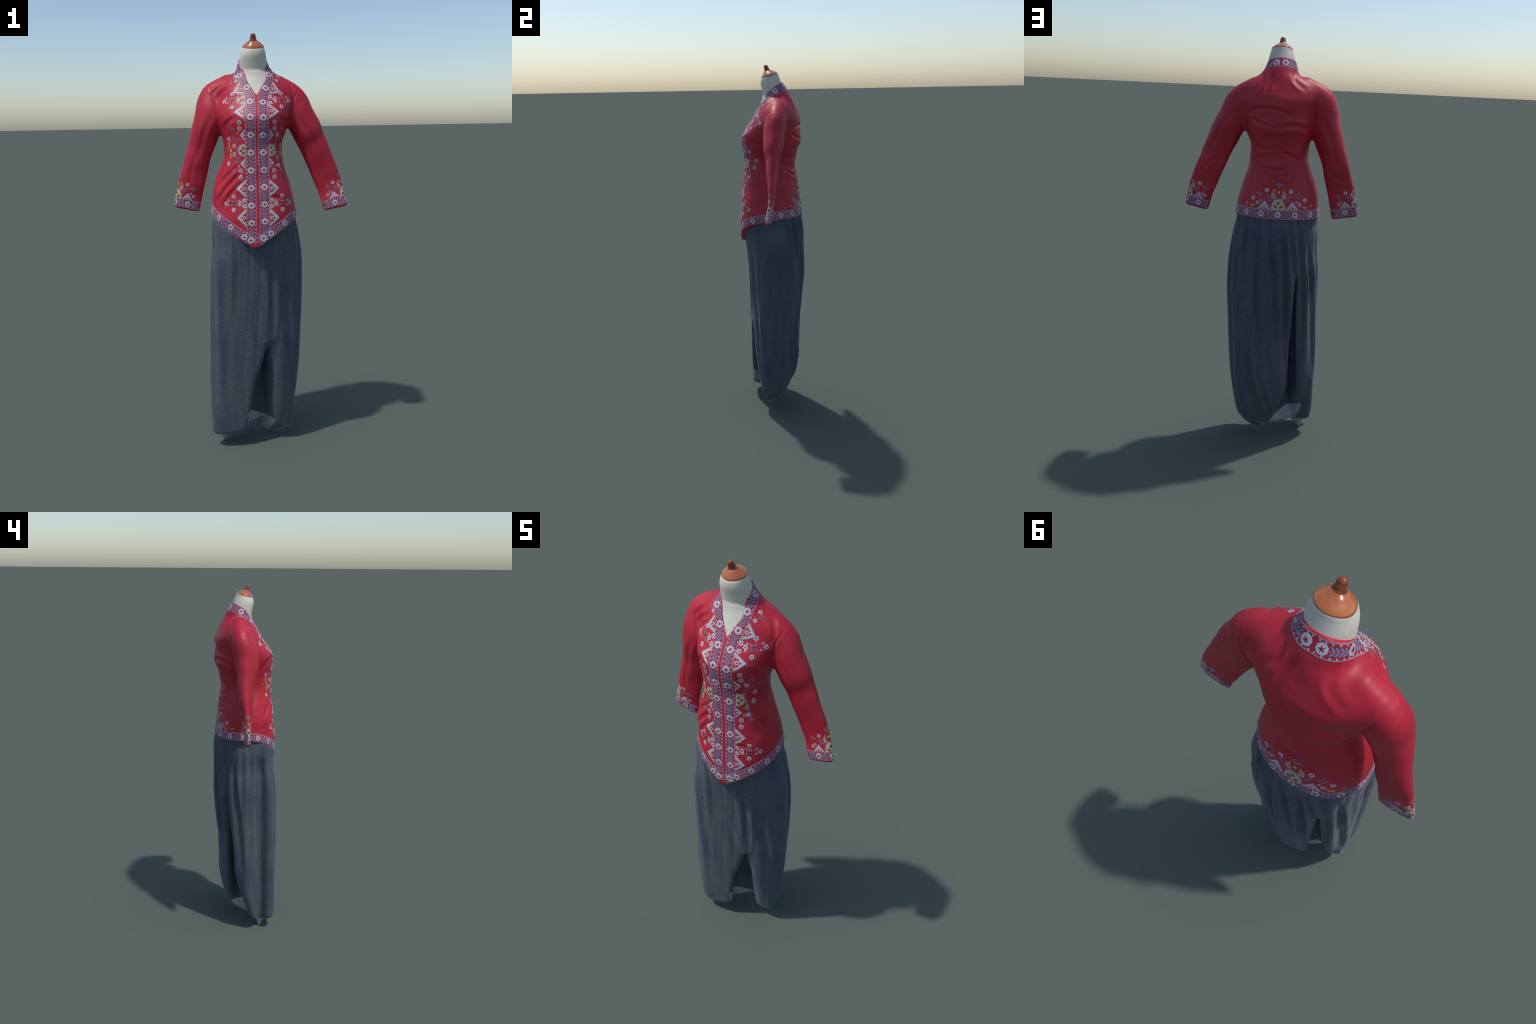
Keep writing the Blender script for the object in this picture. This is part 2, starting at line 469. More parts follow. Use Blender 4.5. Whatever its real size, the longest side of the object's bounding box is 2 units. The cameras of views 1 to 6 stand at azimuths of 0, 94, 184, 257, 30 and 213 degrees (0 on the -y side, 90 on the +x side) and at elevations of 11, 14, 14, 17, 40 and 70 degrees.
# ------------------------------------------------------------------ trousers
cloth_tube = Loft([
    (-.05, -.262, .09, -.120, .040), (.04, -.262, .116, -.128, .055), (.08, -.265, .138, -.131, .078), (.13, -.267, .150, -.133, .100),
    (.20, -.270, .160, -.135, .124), (.30, -.270, .173, -.136, .149), (.43, -.270, .186, -.137, .156),
    (.56, -.266, .193, -.137, .159), (.70, -.262, .198, -.137, .168), (.82, -.259, .200, -.138, .175), (.92, -.255, .199, -.142, .174),
    (1.0, -.245, .193, -.150, .174), (1.08, -.240, .180, -.161, .174), (1.15, -.230, .165, -.164, .168), (1.30, -.215, .15, -.15, .155)],
    n=2.15, cy=.45, slope=(lambda z: np.interp(z, [.3, .85, 1.12], [.13, .11, .03]),
                           lambda z: np.interp(z, [.1, .3, .8, 1.1], [.05, .0, -.05, -.08])),
    corner=[((-.75, -.66), lambda z: .3 + 2.3 * smoothstep(1.06, .85, z)), ((.7, .7), lambda z: -.35 * smoothstep(.75, .45, z)), ((-.7, .7), -.2)])
SLOT = np.array([.788, .616])                 # normal of the diagonal valley between the legs
def slot_coords(x, y):
    qx, qy = x + .055, y - .015
    return qx * SLOT[0] + qy * SLOT[1], -qx * SLOT[1] + qy * SLOT[0]

def trousers(P):
    x, y, z = P.T
    across, along = slot_coords(x, y)
    back = smoothstep(-.02, .04, along)             # the valley climbs higher on the back
    mix = lambda zf, gf, zb, gb: np.interp(z, zf, gf) * (1 - back) + np.interp(z, zb, gb) * back
    gap_m = mix([.08, .22, .33, .48, .58, .70, .90], [.092, .080, .064, .020, -.01, -.12, -.50],
                [.08, .22, .33, .48, .65, .85, 1.0, 1.15], [.080, .066, .060, .048, .034, .014, -.02, -.30])
    gap_p = mix([.08, .16, .30, .42, .58, .70, .90], [.036, .030, .022, .010, -.02, -.12, -.50],
                [.08, .16, .30, .65, .85, 1.0, 1.15], [.030, .020, .005, .0, -.004, -.02, -.30])
    # broad fold down the left side, set back behind the front corner
    left = smoothstep(-.15, -.20, x) * smoothstep(1.10, .95, z)
    whole = cloth_tube(P) + left * (.042 * np.exp(-((y + .056) / .030) ** 2) + .006 * smoothstep(-.09, .02, y))
    a = smax(smax(whole, across + gap_m, .045), y - np.interp(z, [.03, .08, .13, .30, .45, .60], [-.03, .0, .025, .085, .14, .40]), .03)
    a = smax(a, .054 + 2.0 * ((x + .19) ** 2 + (y + .066) ** 2) - z, .02)
    b = smax(smax(whole, -across + gap_p, .045), np.interp(z, [.03, .08, .18, .30, .45, .70], [-.022, -.056, -.084, -.115, -.16, -.30]) - y, .03)
    b = smax(b, .030 + 1.2 * (x - .03) ** 2 - z, .015)
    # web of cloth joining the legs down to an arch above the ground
    hi = np.interp(z, [.15, .4, .7, 1.0], [.03, .05, .095, .15])
    lo = np.interp(z, [.15, .48, .62], [-.05, -.055, -.30])
    web = smax(smax(np.maximum(along - hi, lo - along), np.abs(across + .02) - .100, .03), .092 + 2.0 * (across + .03) ** 2 - z, .02)
    skirt = smax(smax(np.abs(along - .030) - .024, np.abs(across + .03) - .095, .03),
                 np.maximum(.064 + 2.0 * (across + .04) ** 2 - z, z - .15 + .5 * across), .03)
    legs = smin(smin(a, b, .008), smin(web, skirt, .03), .012)
    # the web never leaves the outer cloth
    f = smax(legs, whole, .004)
    # the waist is tucked under the jacket hem
    f = smax(f, torso(P, -.006) - 2.5 * np.maximum(hem_height(x, y) - z, 0), .006)
    return smax(f, z - 1.21, .01)

TV, TF = polygonise(trousers, (-.31, -.22, -.02), (.25, .23, 1.24), 0.006)
TCREASES = [
    ('b', [(.055, 1.17), (.045, .95), (.03, .70), (.02, .45)], .014, 0.0153),
    ('b', [(.0, 1.17), (-.03, 1.0), (-.055, .80), (-.06, .60)], .012, 0.0136),
    ('b', [(-.06, 1.17), (-.085, 1.05), (-.10, .90), (-.11, .62), (-.12, .40)], .014, 0.0170),
    ('b', [(-.10, 1.17), (-.115, 1.08), (-.13, .98), (-.155, .80)], .010, 0.0102),
    ('b', [(.10, 1.17), (.10, 1.05), (.105, .90)], .011, 0.0102),
    ('b', [(-.15, 1.17), (-.17, 1.0), (-.185, .75), (-.19, .40)], .012, 0.0136),
    ('b', [(.03, 1.17), (.03, 1.10), (.02, 1.02)], .008, 0.0085),
    ('b', [(-.03, 1.17), (-.045, 1.12), (-.05, 1.04)], .008, 0.0085),
    ('b', [(.075, .60), (.06, .40), (.02, .22), (-.03, .10)], .016, 0.0136),
    ('b', [(.0, .35), (-.03, .22), (-.055, .12)], .010, 0.0119),
    ('b', [(.13, 1.16), (.14, 1.0), (.145, .8)], .012, 0.0085),
    ('l', [(.12, 1.16), (.105, 1.0), (.085, .80), (.07, .60), (.05, .35)], .012, .009),
    ('l', [(.05, 1.14), (.055, 1.0), (.06, .75), (.055, .5)], .012, .006),
    ('l', [(.0, 1.14), (.005, 1.02), (.0, .85)], .012, .004),
    ('f', [(-.225, 1.12), (-.232, .9), (-.235, .6), (-.232, .25)], .014, .006),
    ('f', [(-.17, 1.10), (-.178, .9), (-.175, .65), (-.16, .35)], .020, .004),
    ('f', [(.045, 1.02), (.05, .85), (.054, .70), (.05, .55)], .014, .006),
    ('f', [(-.05, .75), (-.02, .62), (.01, .5)], .022, .004),
    ('f', [(.10, 1.06), (.112, .85), (.12, .6)], .018, .004),
    ('f', [(-.09, 1.03), (-.095, .9), (-.10, .7)], .025, .003),
    ('r', [(.085, 1.15), (.078, .9), (.07, .6), (.045, .25)], .014, .007),
    ('r', [(-.10, 1.10), (-.095, .9), (-.085, .6), (-.06, .2)], .012, .005),
    ('r', [(.12, 1.15), (.125, 1.0), (.12, .85)], .010, .005),
    ('r', [(.02, 1.12), (.02, .9), (.015, .6)], .020, .003),
]
n0 = vnormals(TV, TF)
theta = np.arctan2(TV[:, 1], TV[:, 0] + .03)
pleat = noise1(theta * 17 + 2.2 * np.sin(TV[:, 2] * 5), 5, 2) * .0024 * (0.4 + 0.6 * smoothstep(.8, 1.15, TV[:, 2]))
lowfade = smoothstep(.06, .14, TV[:, 2]) * (np.abs(n0[:, 2]) < .8)
TV = TV + n0 * ((crease_field(TV, n0, TCREASES) + pleat) * lowfade)[:, None]
TV = relax(TV, TF, .3)
TN = vnormals(TV, TF)
fc = TV[TF].mean(1); fn = TN[TF].mean(1)
across = slot_coords(fc[:, 0], fc[:, 1])[0]
thr = lambda a: .135 - .5 * a
lining = (np.abs(across + .03) < .075) & (fc[:, 2] < thr(across))
under = ((fn[:, 2] < -.6) & (fc[:, 2] < .3)) | lining
# even out the border line of the lining: average each border vertex with its border neighbours
pairs = np.sort(np.concatenate([TF[:, [i, (i + 1) % 4]] for i in range(4)]), 1)
owner = np.tile(under, 4)
key = pairs[:, 0].astype(np.int64) * len(TV) + pairs[:, 1]
order = np.argsort(key); ks, os_ = key[order], owner[order]
twin = (ks[:-1] == ks[1:]) & (os_[:-1] != os_[1:])
be = pairs[order][:-1][twin]
for _ in range(8):
    acc = np.zeros_like(TV); cn = np.zeros(len(TV))
    for i, j in ((0, 1), (1, 0)):
        np.add.at(acc, be[:, i], TV[be[:, j]]); np.add.at(cn, be[:, i], 1)
    ok = cn == 2
    TV[ok] = .5 * TV[ok] + .5 * acc[ok] / 2
TV = TV.copy()
part_from("trouser_leg", TV, TF, TN, (across < 0) & ~under, DENIM)
part_from("trouser_leg.001", TV, TF, TN, (across >= 0) & ~under, DENIM)
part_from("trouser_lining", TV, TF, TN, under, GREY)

def spike(name, rows, mat, seg=20):
    bm = bmesh.new(); prev = None
    for x, y, z, rx, ry in catmull(rows, 5):
        ring = [bm.verts.new((x + rx * math.cos(a), y + ry * math.sin(a), z)) for a in (2 * math.pi * i / seg for i in range(seg))]
        if prev:
            for i in range(seg):
                bm.faces.new((prev[i], ring[i], ring[(i + 1) % seg], prev[(i + 1) % seg]))
        else:
            bm.faces.new(ring)
        prev = ring
    bm.faces.new(prev[::-1])
    bmesh.ops.recalc_face_normals(bm, faces=bm.faces)
    for f in bm.faces: f.smooth = True
    me = bpy.data.meshes.new(name); bm.to_mesh(me); bm.free(); me.materials.append(mat)
    return add_object(name, me)
spike("foot_tip", [(-.172, -.068, .100, .040, .030), (-.176, -.067, .062, .042, .031), (-.184, -.063, .042, .032, .024),
                   (-.194, -.059, .020, .017, .013), (-.203, -.055, .0, .004, .004)], GREY)

# ------------------------------------------------------------------ embroidery
LIFT = 0.0008                                   # height of one layer of thread

def snap(p):
    loc, nor, _, _ = BVH.find_nearest(Vector(p))
    return loc, nor

class TangentFrame:
    """Flat patch laid on the cloth; u = right, v = up as seen from outside."""
    def __init__(self, p, out, up=(0, 0, 1), turn=0.0):
        loc, nor, _, _ = BVH.ray_cast(Vector(p) + Vector(out) * .4, -Vector(out))
        if loc is None:
            loc, nor = snap(p)
        self.c = loc
        up = Vector(up); up = (up - nor * up.dot(nor)).normalized()
        right = up.cross(nor)
        c, s_ = math.cos(turn), math.sin(turn)
        self.r, self.u, self.n = right * c + up * s_, up * c - right * s_, nor
    def __call__(self, u, v):
        return self.c + self.r * u + self.u * v

class Band:
    """Ribbon along a path on the cloth: s = length along, t = across."""
    def __init__(self, ctrl, closed=False, raw=False):
        p = np.array(ctrl, float) if raw else catmull(ctrl, 14)
        q = np.array([snap(x)[0] for x in p])
        for _ in range(2):
            q[1:-1] = (q[:-2] + 2 * q[1:-1] + q[2:]) / 4
        d = np.r_[0, np.cumsum(np.linalg.norm(np.diff(q, axis=0), axis=1))]
        self.L = d[-1]
        m = int(self.L / .004) + 2
        sl = np.linspace(0, self.L, m)
        self.s = sl
        self.p = np.stack([np.interp(sl, d, q[:, k]) for k in range(3)], 1)
        nn = np.array([snap(x)[1] for x in self.p])
        k = np.ones(7) / 7
        pad = lambda a: np.vstack([a[:1]] * 3 + [a] + [a[-1:]] * 3)
        nn = np.stack([np.convolve(pad(nn)[:, i], k, 'valid') for i in range(3)], 1)
        tt = np.gradient(self.p, axis=0)
        tt = np.stack([np.convolve(pad(tt)[:, i], k, 'valid') for i in range(3)], 1)
        b = np.cross(nn, tt)
        self.b = b / np.linalg.norm(b, axis=1)[:, None]
    def __call__(self, u, v):
        g = lambda a: np.array([np.interp(u, self.s, a[:, k]) for k in range(3)])
        c = g(self.p)
        if u < 0: c = c + (self.p[0] - self.p[1]) / (self.s[1] - self.s[0]) * -u
        if u > self.L: c = c + (self.p[-1] - self.p[-2]) / (self.s[1] - self.s[0]) * (u - self.L)
        b = g(self.b); b /= np.linalg.norm(b)
        return Vector(c + v * b)

def local(frame, u0, v0, turn=0.0, k=1.0, mirror=1):
    c, s_ = math.cos(turn), math.sin(turn)
    return lambda u, v: frame(u0 + k * (mirror * u * c - v * s_), v0 + k * (mirror * u * s_ + v * c))

class Stitch:
    """Collects thread patches that share one mesh object."""
    def __init__(self):
        self.v, self.f, self.m, self.mats = [], [], [], []
    def patch(self, pts, mat, level, fr, cell=.0055):
        bm = bmesh.new()
        bm.faces.new([bm.verts.new((x, y, 0)) for x, y in pts])
        bmesh.ops.triangulate(bm, faces=bm.faces[:])
        for _ in range(3):
            # lengths measured in the frame's own scale
            long = [e for e in bm.edges if (fr(*e.verts[0].co.xy) - fr(*e.verts[1].co.xy)).length > cell]
            if not long: break
            bmesh.ops.subdivide_edges(bm, edges=long, cuts=1)
            bmesh.ops.triangulate(bm, faces=[f for f in bm.faces if len(f.verts) > 3])
        self.take(bm, mat, level, fr)
    def take(self, bm, mat, level, fr):
        bm.verts.index_update()
        base = len(self.v)
        if mat not in self.mats: self.mats.append(mat)
        mi = self.mats.index(mat)
        low = {}
        top = []
        for v in bm.verts:
            loc, nor = snap(fr(v.co.x, v.co.y))
            top.append((loc, nor))
            self.v.append(loc + nor * (LIFT * level))
        flip = None
        for f in bm.faces:
            idx = [v.index for v in f.verts]
            if flip is None:
                a, b_, c = (self.v[base + i] for i in idx[:3])
                flip = (b_ - a).cross(c - a).dot(top[idx[0]][1]) < 0
            if flip: idx = idx[::-1]
            self.f.append([base + i for i in idx]); self.m.append(mi)
        for e in bm.edges:
            if len(e.link_faces) != 1: continue
            q = []
            for v in e.verts:
                if v.index not in low:
                    loc, nor = top[v.index]
                    low[v.index] = len(self.v)
                    self.v.append(loc - nor * .0006)
                q.append(v.index)
            lf = [v.index for v in e.link_faces[0].verts]
            i, j = q
            if lf[(lf.index(i) + 1) % len(lf)] != j: i, j = j, i
            if flip: i, j = j, i
            self.f.append([base + j, base + i, low[i], low[j]]); self.m.append(mi)
        bm.free()
    def build(self, name, parent, kind=None):
        me = bpy.data.meshes.new(name)
        me.from_pydata([tuple(v) for v in self.v], [], self.f)
        for m in self.mats: me.materials.append(m)
        me.polygons.foreach_set("material_index", self.m)
        me.update()
        return add_object(name, me, parent, kind)

def circle(r, n, cx=0, cy=0, wob=0, lobes=0, ph=0):
    return [((r * (1 + wob * math.cos(lobes * a + ph))) * math.cos(a) + cx,
             (r * (1 + wob * math.cos(lobes * a + ph))) * math.sin(a) + cy)
            for a in (2 * math.pi * i / n for i in range(n))]
def starpoly(r, r2, n, ph=math.pi / 2):
    return [((r if i % 2 == 0 else r2) * math.cos(ph + math.pi * i / n),
             (r if i % 2 == 0 else r2) * math.sin(ph + math.pi * i / n)) for i in range(2 * n)]
def leafpoly(l, w, ang=0, ox=0, oy=0, bend=0):
    pts = []
    for t, sd in [(0, 0), (.25, 1), (.5, 1), (.75, 1), (1, 0), (.75, -1), (.5, -1), (.25, -1)]:
        ww = w * (math.sin(math.pi * t) ** .8 if 0 < t < 1 else 0)
        x, y = l * t, sd * ww / 2 + bend * math.sin(math.pi * t)
        pts.append((ox + x * math.cos(ang) - y * math.sin(ang), oy + x * math.sin(ang) + y * math.cos(ang)))
    return pts

def ring_flower(st, fr, r=.0145):
    st.patch(circle(r * 1.10, 20), LILAC, 1, fr)
    st.patch(circle(r, 32, wob=.07, lobes=8), WHITE, 2, fr)
    st.patch(circle(r * .17, 6), MAROON, 3.5, fr)
    for i in range(5):
        st.patch(leafpoly(r * .60, r * .17, 1.57 + i * 1.2566), MAROON, 3.5, fr)
def bead_ring(st, fr, r=.011):
    st.patch(circle(r, 28, wob=.06, lobes=9), WHITE, 1, fr)
    st.patch(circle(r * .60, 14), MAROON, 2, fr)
    st.patch(starpoly(r * .50, r * .22, 5), PINK, 3, fr)
def small_flower(st, fr, r=.0095):
    st.patch(circle(r, 30, wob=.20, lobes=5, ph=2.4), WHITE, 1, fr)
    st.patch(starpoly(r * .42, r * .22, 5), MAROON, 2, fr)
def pink_flower(st, fr, r=.008):
    st.patch(circle(r, 30, wob=.20, lobes=5, ph=2.4), PINK, 4, fr)
    st.patch(circle(r * .40, 8), MAROON, 5, fr)
def teardrop(st, fr, l=.017):
    out = [(0, l * .62), (l * .14, l * .3), (l * .31, 0), (l * .27, -l * .22), (0, -l * .38), (-l * .27, -l * .22), (-l * .31, 0), (-l * .10, l * .3)]
    st.patch(out, PINK, 1, fr)
    st.patch([(x * .45, y * .45 - l * .03) for x, y in out], BROWN, 2, fr)
def star_flower(st, fr, r=.019):
    st.patch(starpoly(r, r * .42, 4), LILAC, 1, fr)
    st.patch(starpoly(r * .76, r * .30, 4), BROWN, 2, fr)
    st.patch(starpoly(r * .36, r * .12, 4), MAROON, 3, fr)
    st.patch(circle(r * .09, 6), YELLOW, 4, fr)
def star_cross(st, fr, r=.020):
    st.patch(starpoly(r, r * .34, 4, math.pi / 4), LILAC, 1, fr)
    st.patch(starpoly(r * .80, r * .24, 4, math.pi / 4), BROWN, 2, fr)
    st.patch(starpoly(r * .42, r * .12, 4, 0), MAROON, 3, fr)
def little_cross(st, fr, r=.009):
    for i in range(4):
        st.patch(leafpoly(r, r * .6, math.pi / 4 + i * math.pi / 2), YELLOW, 1, fr)
def feather(st, fr, l=.030):
    arc = [(l * (t - .5), l * .16 * math.sin(math.pi * t)) for t in np.linspace(0, 1, 7)]
    st.patch([(x, y - l * .07 * (1 - abs(x / l))) for x, y in arc] + [(x, y + l * .05) for x, y in arc[::-1]], YELLOW, 1, fr)
    for i in range(5):
        x, y = arc[i + 1]
        st.patch(leafpoly(l * (.34 - .03 * i), l * .10, 1.15 - .14 * i, x - l * .06, y), YELLOW, 2, fr)
def sprig(st, fr, l=.017):
    for k in range(3):
        for sd in (-1, 1):
            st.patch(leafpoly(l * .42, l * .17, math.pi / 2 + sd * .75, 0, -l * .5 + k * l * .3), BLUE, 1, fr)
    st.patch(leafpoly(l * .45, l * .16, math.pi / 2, 0, l * .25), BLUE, 1, fr)
def gable(st, fr, base=.076, h=.054):
    """Half diamond: base on v = 0, apex at v = h."""
    b = base / 2
    st.patch([(-b - .006, 0), (b + .006, 0), (0, h + .005)], LILAC, 1, fr)
    st.patch([(-b, .0012), (b, .0012), (0, h)], WHITE, 2, fr)
    inner = [(-b * .62, .002), (b * .62, .002), (b * .42, h * .16), (b * .36, h * .40), (b * .16, h * .42), (0, h * .66),
             (-b * .16, h * .42), (-b * .36, h * .40), (-b * .42, h * .16)]
    st.patch(inner, BANDRED, 3, fr)
    for sd in (-1, 1):
        st.patch([(sd * b * .92, .002), (sd * b * .60, .002), (sd * b * .46, h * .18), (sd * b * .52, h * .34)], YELLOW, 3, fr)
    if base > .05:
        pink_flower(st, local(fr, 0, h * .27), .0085)
    else:
        st.patch(circle(.004, 8, 0, h * .25), PINK, 4, fr)
def dome(st, fr, r=.030, h=.048):
    arc = lambda k, y0: [(r * k * math.cos(a), y0 + (h - y0) * k * math.sin(a) ** .85) for a in np.linspace(0, math.pi, 17)]
    st.patch(arc(1.16, 0), LILAC, 1, fr)
    st.patch(arc(1.0, .001), YELLOW, 2, fr)
    for x, y, a in ((0, h * .64, math.pi / 2), (-r * .44, h * .30, 2.4), (r * .44, h * .30, .74)):
        st.patch(leafpoly(r * .84, r * .66, a, x - r * .42 * math.cos(a), y - r * .42 * math.sin(a)), WHITE, 3, fr)
        st.patch(leafpoly(r * .66, r * .44, a, x - r * .33 * math.cos(a), y - r * .33 * math.sin(a)), MAROON, 4, fr)
        st.patch(circle(r * .07, 6, x, y), YELLOW, 5, fr)
    st.patch(circle(r * .12, 8, 0, h * .36), WHITE, 3.5, fr)

NAMES = {ring_flower: "embroidered_flower", bead_ring: "beaded_ring", small_flower: "small_flower", teardrop: "teardrop_motif",
         star_flower: "star_motif", star_cross: "star_motif", little_cross: "cross_motif", feather: "feather_motif",
         sprig: "sprig_motif", gable: "diamond_motif", dome: "dome_motif"}
def motif(kind, frame, parent, u=0, v=0, turn=0, k=1, mirror=1, **kw):
    st = Stitch()
    kind(st, local(frame, u, v, turn, k, mirror), **kw)
    return st.build(NAMES[kind], parent)

def ribbon(band, parent, name, s0, s1, w, border=(1, 1)):
    """Base cloth of a decorated band with its lilac scalloped edge cords."""
    st = Stitch()
    def strip(a0, a1, t0, t1, mat, level, nt, wob0=0, wob1=0):
        bm = bmesh.new(); rows = []
        ns = max(int((a1 - a0) / .0035), 2)
        for i in range(ns + 1):
            u = a0 + (a1 - a0) * i / ns
            sc = abs(math.sin(u / .0125 * math.pi))
            rows.append([bm.verts.new((u, (t0 + wob0 * sc) + ((t1 + wob1 * sc) - (t0 + wob0 * sc)) * j / nt, 0)) for j in range(nt + 1)])
        for i in range(ns):
            for j in range(nt):
                bm.faces.new((rows[i][j], rows[i + 1][j], rows[i + 1][j + 1], rows[i][j + 1]))
        st.take(bm, mat, level, band)
    strip(s0, s1, -w / 2, w / 2, BANDRED, .6, 8)
    if border[0]: strip(s0, s1, -w / 2 - .0028, -w / 2 + .0002, LILAC, 1.3, 1, wob0=(-.0022 if border[0] > 1 else 0))
    if border[1]: strip(s0, s1, w / 2 - .0002, w / 2 + .0028, LILAC, 1.3, 1, wob1=(.0022 if border[1] > 1 else 0))
    return st.build(name, parent)

def decorate(band, parent, s0, s1, first, pitch=.0812, w=.042, tip=-1, rf=.0145, flip_at=None, skip=()):
    """Flowers every pitch, paired leaves between, pink beads along both edges."""
    leaves, beads = Stitch(), Stitch()
    k = 0
    s_ = first
    centers = []
    while s_ > s0 + .01: s_ -= pitch
    while s_ < s1 - .008:
        if s_ > s0 + .008:
            motif(ring_flower, band, parent, s_, 0, random.uniform(0, 1), r=rf)
        centers.append(s_); s_ += pitch
    centers.append(s_)
    for a in [centers[0] - pitch] + centers[:-1]:
        n = max(2, int(round((pitch - 2.5 * rf) / .0118)))
        for i in range(n):
            u = a + rf * 1.25 + (pitch - 2.5 * rf) * (i + .5) / n
            if not s0 + .004 < u < s1 - .004: continue
            d = tip if flip_at is None else (1 if u > flip_at else -1)
            for sd in (-1, 1):
                ang = (0 if d > 0 else math.pi) + sd * .74 * (1 if d > 0 else -1)
                leaves.patch(leafpoly(.0165, .0052, ang, -d * .006, sd * .0012), BLUE, 1.6,
                             local(band, u, 0, random.uniform(-.06, .06)), cell=.02)
        leaves.patch([(a + rf, -.0006), (a + pitch - rf, -.0006), (a + pitch - rf, .0006), (a + rf, .0006)]
                     if s0 < a + rf and a + pitch - rf < s1 else leafpoly(.003, .001, 0, max(s0, min(s1, a)), 0), LILAC, 1.2, band)
    u = s0 + .006
    while u < s1 - .003:
        for sd in (-1, 1):
            beads.patch(circle(.0025, 7), PINK, 1.8, local(band, u + random.uniform(-.001, .001), sd * (w / 2 - .0038)), cell=.02)
        u += .0172
    leaves.build("leaf_stitching", parent, "stuff")
    beads.build("bead_stitching", parent, "stuff")

AXIS = -.0120                                    # mirror axis of the jacket front
# -- collar running into the two front bands
def front_path(sg):
    ctrl = [(-.027 + sg * .002, .100, 1.893), (-.027 + sg * .035, .090, 1.886), (-.027 + sg * .062, .055, 1.870),
            (-.027 + sg * .072, .015, 1.846), (-.027 + sg * .071, -.020, 1.817)]
    ctrl += [(AXIS + sg * .056, -.045, 1.787), (AXIS + sg * .044, -.075, 1.752), (AXIS + sg * .0335, -.11, 1.716), (AXIS + sg * .0305, -.14, 1.675)]
    ctrl += [(AXIS + sg * .0305, -.165, z) for z in (1.62, 1.54, 1.46, 1.38, 1.30, 1.22, 1.14)]
    ctrl += [(AXIS - .004 + sg * .0300, -.195, 1.09), (AXIS - .009 + sg * .0270, -.195, 1.046), (AXIS - .011 + sg * .0215, -.19, 1.030)]
    return ctrl
for sg in (-1, 1):
    bd = Band(front_path(sg))
    rb = ribbon(bd, bodice, "front_band" , 0, bd.L, .041)
    zs = bd.p[:, 2]
    s_at = lambda z: float(np.interp(-z, -zs[len(zs) // 4:], bd.s[len(zs) // 4:]))
    span = s_at(1.458) - .019
    decorate(bd, bodice, 0.0, bd.L, s_at(1.458), pitch=span / round(span / .0812), tip=-1)
# -- hem band, all round the jacket
hem = []
for a in np.linspace(-math.pi / 2 + .03, 1.5 * math.pi - .03, 150):
    z = 1.15
    for _ in range(5):
        d = Vector((math.cos(a), math.sin(a), 0)); c = Vector((-.027, 0, z))
        loc, *_r = BVH.ray_cast(c + d * .25, -d)
        if loc is None: break
        z = float(hem_height(loc.x, loc.y)) + .0245
    if loc is not None: hem.append((loc.x, loc.y, z))
hb = Band(hem, raw=True)
i_back = int(np.argmin(np.abs(hb.p[:, 0] + .05) + 10 * (hb.p[:, 1] < 0)))
ribbon(hb, bodice, "hem_band", .002, hb.L - .002, .037, border=(2, 2))
decorate(hb, bodice, .030, hb.L - .030, hb.s[i_back], w=.037, rf=.0135, flip_at=float(hb.s[i_back]))

# -- front of the bodice, mirrored about the opening
BACK, FRONT = (0, 1, 0), (0, -1, 0)
def front_frame(x, z, turn=0.0):
    return TangentFrame((x, -.15, z), FRONT, turn=turn)
for sg in (-1, 1):
    X = lambda d: AXIS + sg * d
    out = math.pi / 2 if sg < 0 else -math.pi / 2           # local "up" points away from the opening
    P = lambda kind, d, z, turn=0.0, **kw: motif(kind, front_frame(X(d), z), bodice, turn=turn, **kw)
    for z, h, base in ((1.643, .052, .078), (1.537, .024, .050), (1.409, .024, .044), (1.295, .046, .078), (1.160, .044, .084)):
        motif(gable, front_frame(X(.053), z, out), bodice, base=base, h=h)
    motif(gable, front_frame(X(.067), 1.747, out - sg * .42), bodice, base=.070, h=.046)
    for zc, dx in ((1.694, .112), (1.227, .112)):
        P(star_cross, dx, zc, r=.025)
        for a, r in ((.60, .031), (2.54, .031), (-.60, .031), (-2.54, .031)):
            P(teardrop, dx + r * math.cos(a), zc + r * .62 * math.sin(a) * 1.0, turn=sg * math.copysign(.7, -math.cos(a)) * (1 if math.sin(a) > 0 else 2.6), k=.95)
        for du, dv in ((.0, .030), (.037, -.003), (.002, -.031), (-.029, .001), (-.049, .013), (-.049, -.013)):
            P(small_flower, dx + du, zc + dv, r=.0098)
    for d, z in ((.081, 1.594), (.080, 1.566), (.077, 1.375), (.078, 1.346), (.106, 1.488), (.106, 1.450)):
        P(bead_ring, d, z, r=.0105)
    P(teardrop, .088, 1.546, k=.8); P(teardrop, .086, 1.396, k=.8)
    motif(dome, front_frame(X(.053), 1.468, out), bodice, r=.026, h=.037)
    P(feather, .126, 1.490, turn=math.pi / 2, mirror=sg); P(feather, .126, 1.443, turn=-math.pi / 2, mirror=-sg)
    P(little_cross, .121, 1.467); P(small_flower, .131, 1.520); P(small_flower, .134, 1.408)
    P(star_flower, .139, 1.465, r=.013); P(star_flower, .115, 1.563, r=.015); P(star_flower, .111, 1.372, r=.015)
    P(star_flower, .091, 1.514, r=.012); P(star_flower, .088, 1.430, r=.012)
    P(sprig, .107, 1.520, turn=sg * -.7); P(sprig, .097, 1.418, turn=sg * -2.4)
    # shoulder spray beside the collar
    P(star_flower, .112, 1.790, r=.014); P(small_flower, .099, 1.805, r=.008); P(small_flower, .094, 1.783, r=.008)

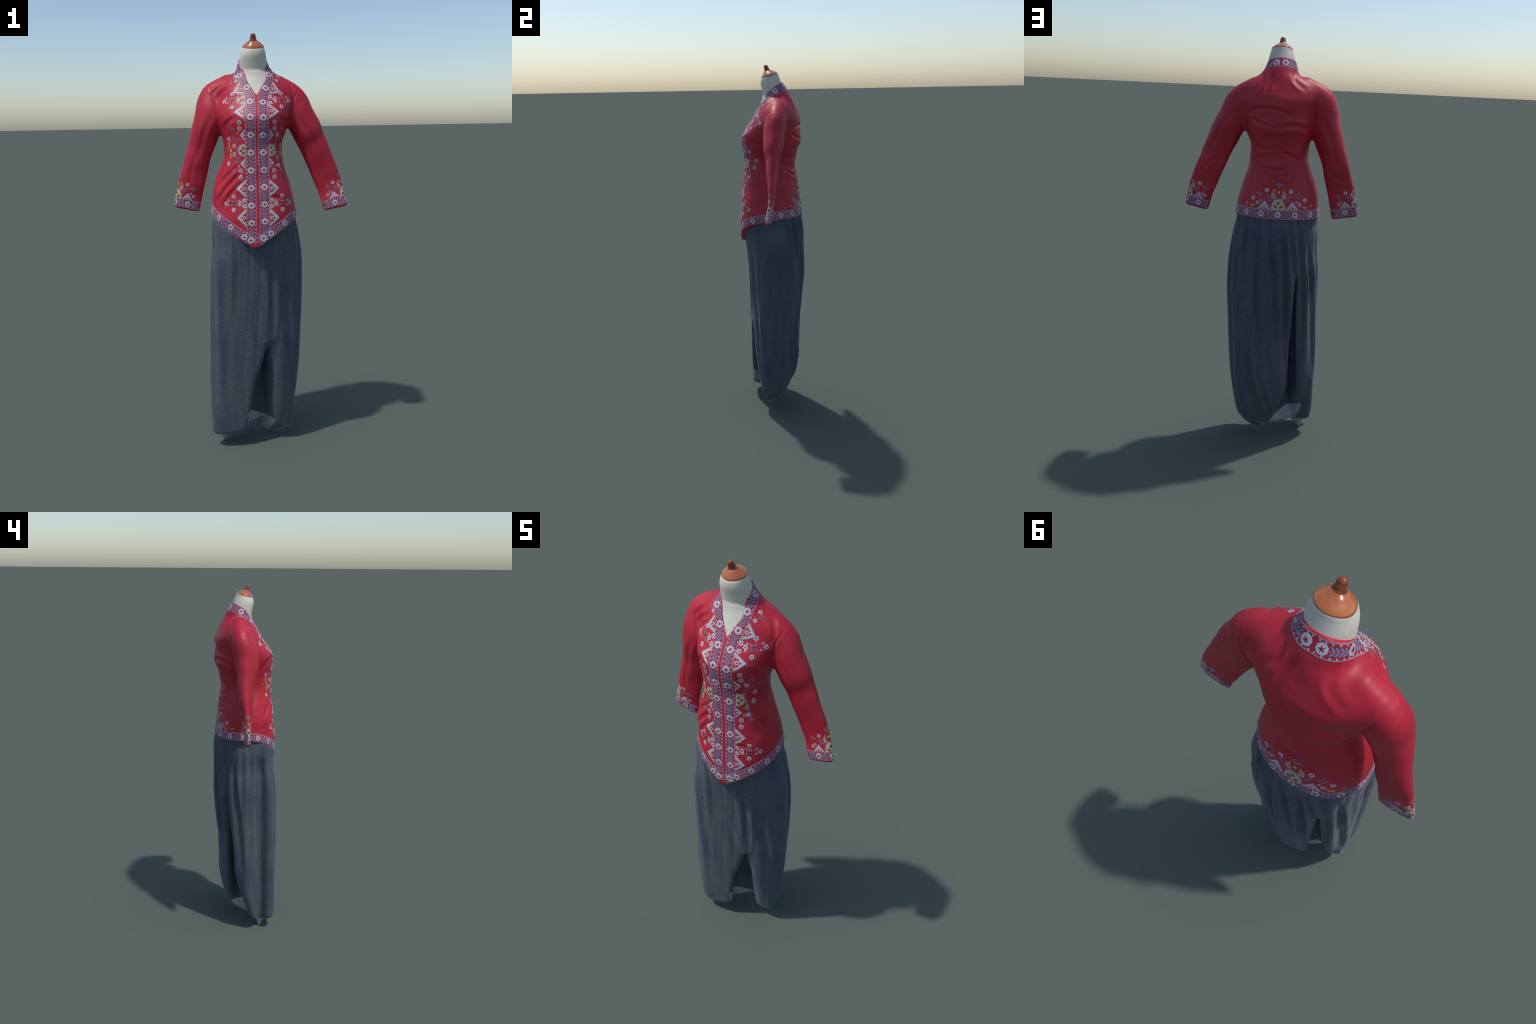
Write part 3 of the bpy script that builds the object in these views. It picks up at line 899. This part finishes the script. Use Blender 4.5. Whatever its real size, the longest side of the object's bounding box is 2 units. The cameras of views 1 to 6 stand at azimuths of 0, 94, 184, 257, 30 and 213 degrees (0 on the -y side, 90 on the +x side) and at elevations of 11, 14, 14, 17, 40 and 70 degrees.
# -- medallion used on the back hem and on both cuffs
MEDALLION = [(dome, 0, 0, 0, {}), (little_cross, 0, .081, 0, {}), (star_flower, 0, .117, 0, {})]
SIDES = [(feather, .029, .084, 2.2, {}), (small_flower, .056, .087, 0, {}), (bead_ring, .024, .061, 0, {}), (sprig, .052, .062, -.9, {}),
         (star_flower, .091, .069, 0, {}), (star_flower, .044, .044, 0, dict(r=.013)), (teardrop, .083, .039, -.4, {}), (bead_ring, .098, .027, 0, dict(r=.0095)),
         (gable, .066, .0, 0, dict(base=.056, h=.038)), (small_flower, .121, .047, 0, {}), (feather, .122, .018, 3.1, {}), (teardrop, .151, .018, -1.2, {})]
def medallion(frame_at, parent, k=1.0, reach=1.0, flip=1):
    for kind, u, v, turn, kw in MEDALLION:
        motif(kind, frame_at(0, 0), parent, u * k, v * k, turn, k, **kw)
    for kind, u, v, turn, kw in SIDES:
        if u > reach: continue
        for sd in (-1, 1):
            motif(kind, frame_at(sd * u * k, v * k), parent, 0, 0, sd * turn, k, mirror=sd, **kw)
def back_frame(u, v):
    # u runs to the viewer's right seen from behind, i.e. towards -x
    return TangentFrame((-.050 - u, .15, 1.2165 + v), BACK)
medallion(back_frame, bodice)

# -- cuffs
def cuff_ring(c, d, start):
    c = np.array(c); d = np.array(d) / np.linalg.norm(d)
    w = np.cross(d, [0, 1, 0]); w /= np.linalg.norm(w); v = np.cross(w, d)
    if w[0] * c[0] < 0: w = -w                      # w points outward, away from the body
    pts = []
    for a in np.linspace(0, 2 * math.pi, 120):
        di = Vector(-math.cos(a) * w - math.sin(a) * v)  # path starts and ends at the inner edge
        loc, *_r = BVH.ray_cast(Vector(c) + di * .098, -di)
        if loc is not None: pts.append(tuple(loc))
    return Band(pts, raw=True)
for slv, c, d in ((sleeve_m, (-.357, .053, 1.205), (.20, 0, .98)), (sleeve_p, (.357, .003, 1.208), (-.24, 0, .97))):
    cb = cuff_ring(c, d, 0)
    upsign = 1 if cb.b[len(cb.b) // 2][2] > 0 else -1
    ribbon(cb, slv, "cuff_band", 0, cb.L, .034, border=(1, 1))
    decorate(cb, slv, 0, cb.L, cb.L / 2, pitch=.064, w=.034, rf=.0125, flip_at=cb.L / 2)
    def cuff_frame(u, v, cb=cb, sgn=upsign):
        return lambda a, b_: cb(cb.L / 2 + sgn * (u + a), sgn * (.0185 + v + b_))
    medallion(cuff_frame, slv, k=.88, reach=.10)
